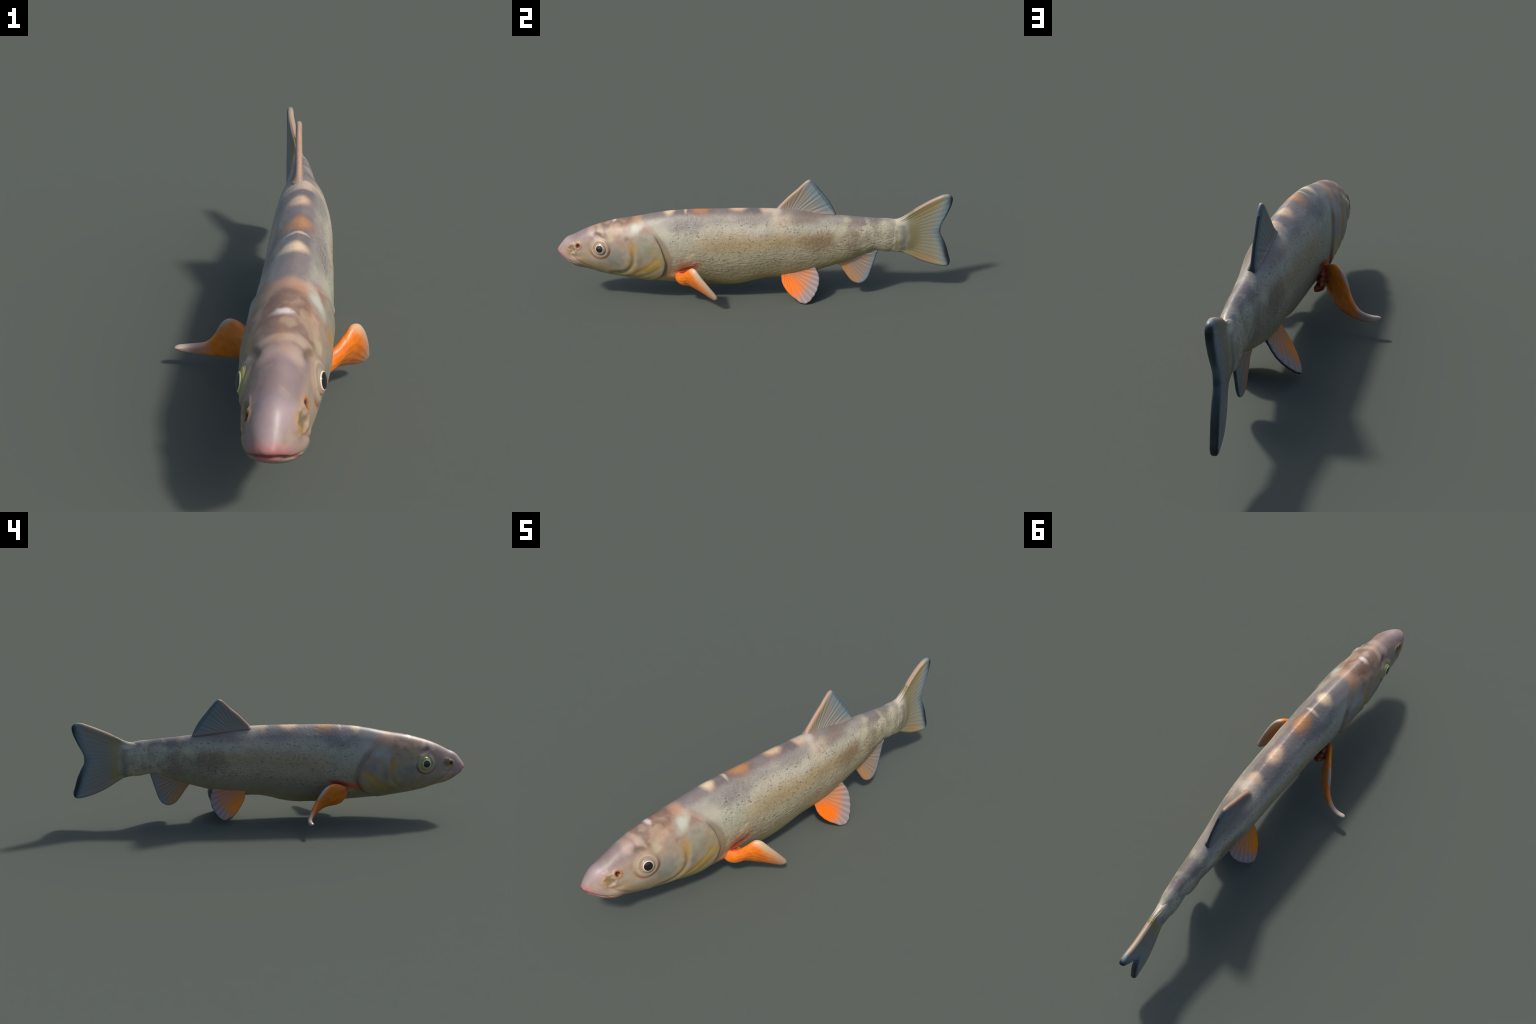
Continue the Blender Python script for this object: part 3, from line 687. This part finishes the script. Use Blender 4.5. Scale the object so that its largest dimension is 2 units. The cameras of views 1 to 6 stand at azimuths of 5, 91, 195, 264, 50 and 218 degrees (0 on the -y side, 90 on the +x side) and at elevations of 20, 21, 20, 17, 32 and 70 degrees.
def pelvic_material():
    k = Nodes("pelvic_fin_skin"); C = srgb
    a, r = fan_coords(k, 0.150, 0.166); n = k.sub(k.noise(30.0, 3.0), 0.5)
    ray = rays(k, a, r, 44.0)
    c = k.mix(k.mul(ray, 0.5), C(182, 122, 88), C(190, 144, 116))
    front = half_plane(k, 0.140, 0.100, -0.69, -0.724)
    out = k.add(r, k.mul(k.sub(k.y, 0.2), 0.10))
    c = k.mix(k.mul(k.mul(k.ss(-0.085, -0.02, k.add(front, k.mul(n, 0.04))), k.ss(0.180, 0.10, k.add(out, k.mul(n, 0.04)))), 0.95), c, k.mix(k.ss(0.03, 0.08, k.x), C(226, 132, 34), C(232, 116, 46)))
    c = k.mix(k.mul(k.ss(0.07, 0.03, r), 0.4), c, C(186, 130, 98))
    c = k.mix(k.mul(k.ss(0.115, 0.185, k.add(out, k.mul(n, 0.04))), 0.85), c, k.mix(ray, C(122, 123, 130), C(146, 143, 142)))
    c = k.value(c, 0.93, 1.06)
    return k.finish(c, 0.45, 0.4)

def pectoral_material(sd):
    k = Nodes("pectoral_fin_skin"); C = srgb
    n = k.sub(k.noise(26.0, 3.0), 0.5)
    st = k.sub(k.noise(60.0, 3.0, k.scaled(k.P, (1.0, 0.25, 0.7))), 0.5)
    c = k.mix(k.ss(-0.25, 0.25, st), C(206, 104, 22), C(228, 124, 30)) if sd > 0 else k.mix(k.ss(-0.25, 0.25, st), C(200, 108, 24), C(222, 128, 32))
    if sd > 0:
        proj = k.add(k.mul(k.x, 0.35), k.add(k.mul(k.y, 0.10), k.mul(k.z, 0.93)))
        e = k.sub(proj, k.add(0.246 - 0.94 * 0.287, k.mul(k.y, -0.94)))
        c = k.mix(k.mul(k.ss(-0.055, 0.010, k.add(e, k.mul(n, 0.03))), 0.95), c, C(186, 168, 140))
        tip = k.ss(-0.30, -0.18, k.add(k.y, k.mul(n, 0.04)))
        c = k.mix(k.mul(k.mul(tip, k.ss(-0.14, -0.03, e)), 0.7), c, C(160, 132, 108))
        c = k.mix(k.mul(k.ss(-0.235, -0.180, k.add(k.y, k.mul(n, 0.05))), 0.85), c, C(164, 140, 120))
        c = k.mix(k.mul(k.blob(k.y, k.z, -0.385, 0.163, 0.035, 0.008, 10, 0.6, n), 0.4), c, C(228, 84, 46))
        c = k.mix(k.mul(k.blob(k.y, k.z, -0.375, 0.105, 0.05, 0.02, -20, 0.6, n), 0.5), c, C(240, 150, 50))
    else:
        proj = k.add(k.mul(k.x, -0.35), k.add(k.mul(k.y, 0.10), k.mul(k.z, 0.93)))
        e = k.sub(proj, k.add(0.204 + 0.088 * 0.62, k.mul(k.x, 0.62)))
        c = k.mix(k.mul(k.mul(k.ss(-0.008, 0.006, k.add(e, k.mul(n, 0.008))), k.ss(-0.05, -0.085, k.x)), 0.9), c, C(164, 152, 140))
        c = k.mix(k.mul(k.ss(-0.150, -0.205, k.add(k.x, k.mul(n, 0.04))), 0.9), c, C(158, 136, 126))
        c = k.mix(k.mul(k.ss(-0.215, -0.250, k.x), 0.7), c, C(186, 170, 156))
        c = k.mix(k.mul(k.blob(k.x, k.z, -0.02, 0.168, 0.03, 0.02, 0, 0.6, n), 0.6), c, C(176, 80, 60))
    nb = k.bump(st, 0.002, 0.3)
    return k.finish(c, 0.36, 0.45, nb)

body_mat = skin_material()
fin_dorsal, fin_tail, fin_anal, fin_pelvic = dorsal_material(), tail_material(), anal_material(), pelvic_material()
fin_pectoral_sun, fin_pectoral_shade = pectoral_material(1), pectoral_material(-1)
def flesh_material():
    k = Nodes("raw_flesh"); C = srgb
    n = k.noise(60.0, 3.0); m = k.noise(45.0, 2.0, k.scaled(k.P, (1, -1, 1)))
    c = k.mix(k.ss(0.35, 0.62, n), C(120, 44, 22), C(178, 92, 60))
    c = k.mix(k.mul(k.ss(0.62, 0.70, m), 0.9), c, C(30, 16, 14))
    return k.finish(c, 0.35, 0.5)
flesh_mat = flesh_material()
margin = plain("fin_margin", srgb(46, 52, 54), 0.5, 0.3)
pupil_mat = plain("pupil_black", srgb(26, 25, 28), 0.12, 0.6)
iris_sun = plain("iris_silver", srgb(206, 192, 172), 0.25, 0.5)
iris_shade = plain("iris_yellow", srgb(152, 146, 70), 0.25, 0.5)
ring_shade = plain("iris_ring_pale", srgb(186, 196, 158), 0.25, 0.5)
eye_sun = plain("eye_skin", srgb(146, 128, 113), 0.35, 0.45)
eye_shade = plain("eye_skin_olive", srgb(138, 134, 96), 0.3, 0.5)
#MATEND

# ------------------------------------------------------------------ assemble
fish = bpy.data.objects.new("fish", None)
bpy.context.scene.collection.objects.link(fish)
fish["label"] = "slender river fish, mottled grey back, orange paired fins"
fish["category"] = "fish"
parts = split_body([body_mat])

parts.append(fan_fin("dorsal_fin",
    [(.0585, .108, .462), (.058, .116, .476), (.0575, .148, .509), (.056, .181, .541), (.054, .216, .570), (.052, .247, .599), (.051, .266, .614), (.0505, .280, .617),
     (.0505, .296, .607), (.0505, .316, .582), (.050, .344, .546), (.049, .372, .510), (.048, .393, .474), (.0475, .408, .440), (.0475, .412, .425)],
    (.056, .150, .405), ((.058, .118, .470), (.0475, .405, .437)),
    lambda P, d: 0.0100 - 0.010 * np.clip(P[..., 1] - 0.2, 0, .3), 0.012, 15, 0.0011, [fin_dorsal, margin],
    margin_fn=lambda p: np.where(p > 0.60, 0.0022, 0.0)))

def stalk_core(P):
    """half width of the tail stalk where it runs out inside the tail fin"""
    y, z = P[..., 1], P[..., 2]
    yy = [0.60, 0.66, 0.70, 0.74, 0.775, 0.81, 0.85, 0.90]
    w = hermite(yy, [0.0398, 0.0340, 0.0307, 0.0262, 0.0205, 0.0140, 0.0070, 0.0], y)
    zt = hermite(yy, [0.415, 0.4075, 0.4035, 0.4020, 0.4020, 0.400, 0.395, 0.385], y)
    zb = hermite(yy, [0.239, 0.2340, 0.2324, 0.2300, 0.2280, 0.229, 0.235, 0.250], y)
    r = np.clip(np.abs(2 * (z - (zt + zb) / 2) / (zt - zb)), 0, 1)
    return w * np.sqrt(1 - r ** 2.2) * (0.90 + 0.12 * sstep(0.68, 0.705, y)) * (y < 0.90)

def tail_x(P):
    y = P[..., 1]
    z = P[..., 2]
    cup = sstep(0.74, 0.84, y) * sstep(1.0, 0.90, y) * gauss(z - 0.32, 0.24)
    return hermite([0.58, 0.60, 0.70, 0.78, 0.90, 1.0], [0.0485, 0.047, 0.0375, 0.028, 0.003, -0.013], y) - 0.007 * cup
parts.append(fan_fin("tail_fin",
    [(.045, .620, .380), (.040, .690, .3985), (.037, .732, .407), (.033, .771, .427), (.024, .817, .455), (.015, .865, .479), (.006, .910, .499), (-.003, .956, .515), (-.008, .980, .514),
     (-.011, .996, .498), (-.011, .994, .466), (-.007, .972, .411), (-.002, .948, .362), (0, .942, .338), (0, .943, .313),
     (-.003, .960, .277), (-.007, .978, .235), (-.01, .990, .192), (-.011, .999, .157), (-.01, .993, .137), (-.008, .975, .131), (0, .930, .139),
     (.01, .879, .156), (.02, .829, .179), (.028, .786, .207), (.034, .748, .224), (.04, .700, .2325), (.045, .640, .250)],
    (.046, .600, .318), ((.04, .74, .39), (.04, .74, .24)),
    lambda P, d: 0.0092 + 0.002 * np.exp(-np.clip(P[..., 1] - 0.73, 0, 1) / 0.06) + 0.003 * sstep(0.03, 0.0, d), 0.013, 36, 0.0008, [fin_tail, body_mat],
    xfun=tail_x, fillet=0.0, ns=620, nt=150, core=stalk_core, skin_until=0.802))

parts.append(fan_fin("anal_fin",
    [(.058, .415, .185), (.058, .427, .171), (.058, .448, .140), (.057, .474, .101), (.056, .494, .078), (.055, .515, .067), (.055, .535, .065), (.054, .557, .075),
     (.053, .576, .099), (.052, .593, .146), (.051, .606, .187), (.050, .616, .219), (.05, .623, .240), (.05, .626, .256)],
    (.054, .425, .240), ((.058, .43, .176), (.05, .618, .238)),
    lambda P, d: 0.0080 - 0.010 * np.clip(P[..., 1] - 0.48, 0, .3), 0.010, 13, 0.0014, [fin_anal, margin], fillet=0.004,
    margin_fn=lambda p: np.where(p > 0.50, 0.0026, 0.0)))

parts.append(fan_fin("pelvic_fin",
    [(.098, .132, .128), (.106, .133, .114), (.113, .136, .095), (.126, .150, .068), (.141, .174, .041), (.154, .203, .020), (.164, .227, .005), (.170, .249, .0005), (.171, .271, .008),
     (.161, .290, .026), (.148, .309, .052), (.134, .321, .081), (.122, .326, .108), (.113, .325, .129), (.103, .317, .150), (.090, .305, .172)],
    (.083, .150, .168), ((.09, .14, .13), (.095, .305, .168)), 0.0058, 0.008, 14, 0.0013, [fin_pelvic, margin],
    scallop=0.012, fillet=0.006, margin_fn=lambda p: np.full(p.shape, 0.0016)))  # dark rim reproduces black texture bleed at the fin edge
parts.append(fan_fin("pelvic_fin",
    [(.034, .135, .137), (.024, .139, .125), (.004, .147, .103), (-.023, .169, .073), (-.042, .190, .050), (-.056, .213, .034), (-.066, .237, .023), (-.069, .255, .020), (-.062, .274, .029),
     (-.049, .291, .045), (-.032, .306, .065), (-.016, .315, .084), (.002, .319, .107), (.018, .316, .130), (.038, .305, .158)],
    (.050, .160, .165), ((.035, .14, .135), (.035, .305, .163)), 0.0058, 0.008, 14, 0.0013, [fin_pelvic, margin],
    scallop=0.012, fillet=0.006, margin_fn=lambda p: np.full(p.shape, 0.0016)))  # rim again stands for the black texture bleed, not pigment

def between(a, b, push, n=14):
    """line of the bulge: half way between two edges, pushed outward"""
    A, B = curve(a, n), curve(b, n)
    w = np.sin(np.linspace(0.05, 1, n) * np.pi)[:, None]
    return (A + B) / 2 + w * np.asarray(push)

edge_up = [(.115, -.385, .168), (.148, -.371, .166), (.170, -.348, .174), (.194, -.324, .196), (.215, -.303, .217), (.231, -.287, .214), (.243, -.270, .195), (.251, -.250, .169),
           (.257, -.227, .141), (.261, -.204, .112), (.263, -.188, .090), (.264, -.178, .073)]
edge_low = [(.112, -.398, .140), (.134, -.393, .122), (.138, -.381, .109), (.143, -.367, .102), (.150, -.350, .100), (.157, -.333, .102), (.167, -.313, .099), (.182, -.289, .091),
            (.197, -.264, .082), (.213, -.240, .073), (.232, -.215, .063), (.250, -.190, .058)]
parts.append(blade_fin("pectoral_fin", edge_up, between(edge_up, edge_low, (.012, -.012, 0)), edge_low,
    [.008, .010, .014, .015, .012, .010, .009, .009], [fin_pectoral_sun]))
edge_up = [(.005, -.370, .174), (-.020, -.360, .180), (-.043, -.336, .195), (-.064, -.307, .206), (-.088, -.277, .208), (-.111, -.248, .198), (-.128, -.227, .179), (-.140, -.209, .155),
           (-.152, -.194, .130), (-.168, -.181, .106), (-.192, -.167, .086), (-.230, -.157, .076), (-.275, -.164, .071)]
edge_low = [(.010, -.383, .146), (-.016, -.374, .124), (-.025, -.353, .099), (-.032, -.328, .087), (-.042, -.300, .085), (-.055, -.274, .085), (-.071, -.248, .081), (-.090, -.224, .072),
            (-.114, -.203, .063), (-.145, -.184, .055), (-.178, -.168, .049), (-.217, -.156, .046), (-.268, -.161, .057)]
parts.append(blade_fin("pectoral_fin", edge_up, between(edge_up, edge_low, (-.004, .002, 0)), edge_low,
    [.012, .012, .012, .011, .010, .010, .010, .0095], [fin_pectoral_shade]))

# fleshy roots that tie the pectoral fins to the breast
def flesh_root(spine, radii, seed):
    c = curve(spine, 60); r = hermite(np.linspace(0, 1, len(radii)), radii, np.linspace(0, 1, 60))
    end = np.sqrt(np.maximum(0.0, 1 - np.abs(np.linspace(-1, 1, 60)) ** 6))
    T = np.gradient(c, axis=0); T /= np.linalg.norm(T, axis=1, keepdims=True)
    a = np.cross(T, (1, 0, 0.0)); a /= np.linalg.norm(a, axis=1, keepdims=True); b = np.cross(T, a)
    q = np.linspace(0, 2*np.pi, 40, endpoint=False)
    P = c[:, None] + ((a[:, None] * np.cos(q)[None, :, None]) + b[:, None] * np.sin(q)[None, :, None] * 1.2) * (r * end)[:, None, None]
    nse = value_noise(P, 55, seed) * 0.5 + value_noise(P, 120, seed + 1) * 0.3
    P = P + (P - c[:, None]) * nse[..., None] * 0.7
    V = P.reshape(-1, 3); F = grid_faces(60, 40, True)
    if ((P - c[:, None]) * vertex_normals(V, F).reshape(P.shape)).sum() < 0: F = F[:, ::-1]
    return new_mesh("fin_root", V, F, [flesh_mat])
parts.append(flesh_root([(.125, -.385, .160), (.146, -.360, .152), (.148, -.330, .138), (.146, -.305, .118), (.130, -.290, .100)], [.008, .014, .016, .014, .008], 21))
parts.append(flesh_root([(.010, -.385, .165), (-.010, -.358, .156), (-.012, -.330, .140), (-.012, -.303, .116), (.010, -.288, .095)], [.008, .014, .017, .016, .010], 31))

# eyes: bulging ball, iris ring, pupil
for (ey, ez), ex, axis, R, shells in (
        (EYE[1], 0.1470, (0.93, -0.22, 0.20), 0.055, (("eye", eye_sun, 0.029, 0.0065), ("iris", iris_sun, 0.0212, 0.0074), ("pupil", pupil_mat, 0.0180, 0.0082))),
        (EYE[-1], -0.0240, (-0.95, -0.20, 0.16), 0.060, (("eye", eye_shade, 0.036, 0.0070), ("iris", iris_shade, 0.0325, 0.0082), ("iris_ring", ring_shade, 0.0225, 0.0091), ("pupil", pupil_mat, 0.0185, 0.0100)))):
    ball = None
    for nm, mt, r, lift in shells:
        o = cap(nm, (ex, ey, ez), axis, R, r, lift, mt)
        if ball is None:
            ball = o; parts.append(o)
        else:
            o.parent = ball

for o in parts:
    o.parent = fish
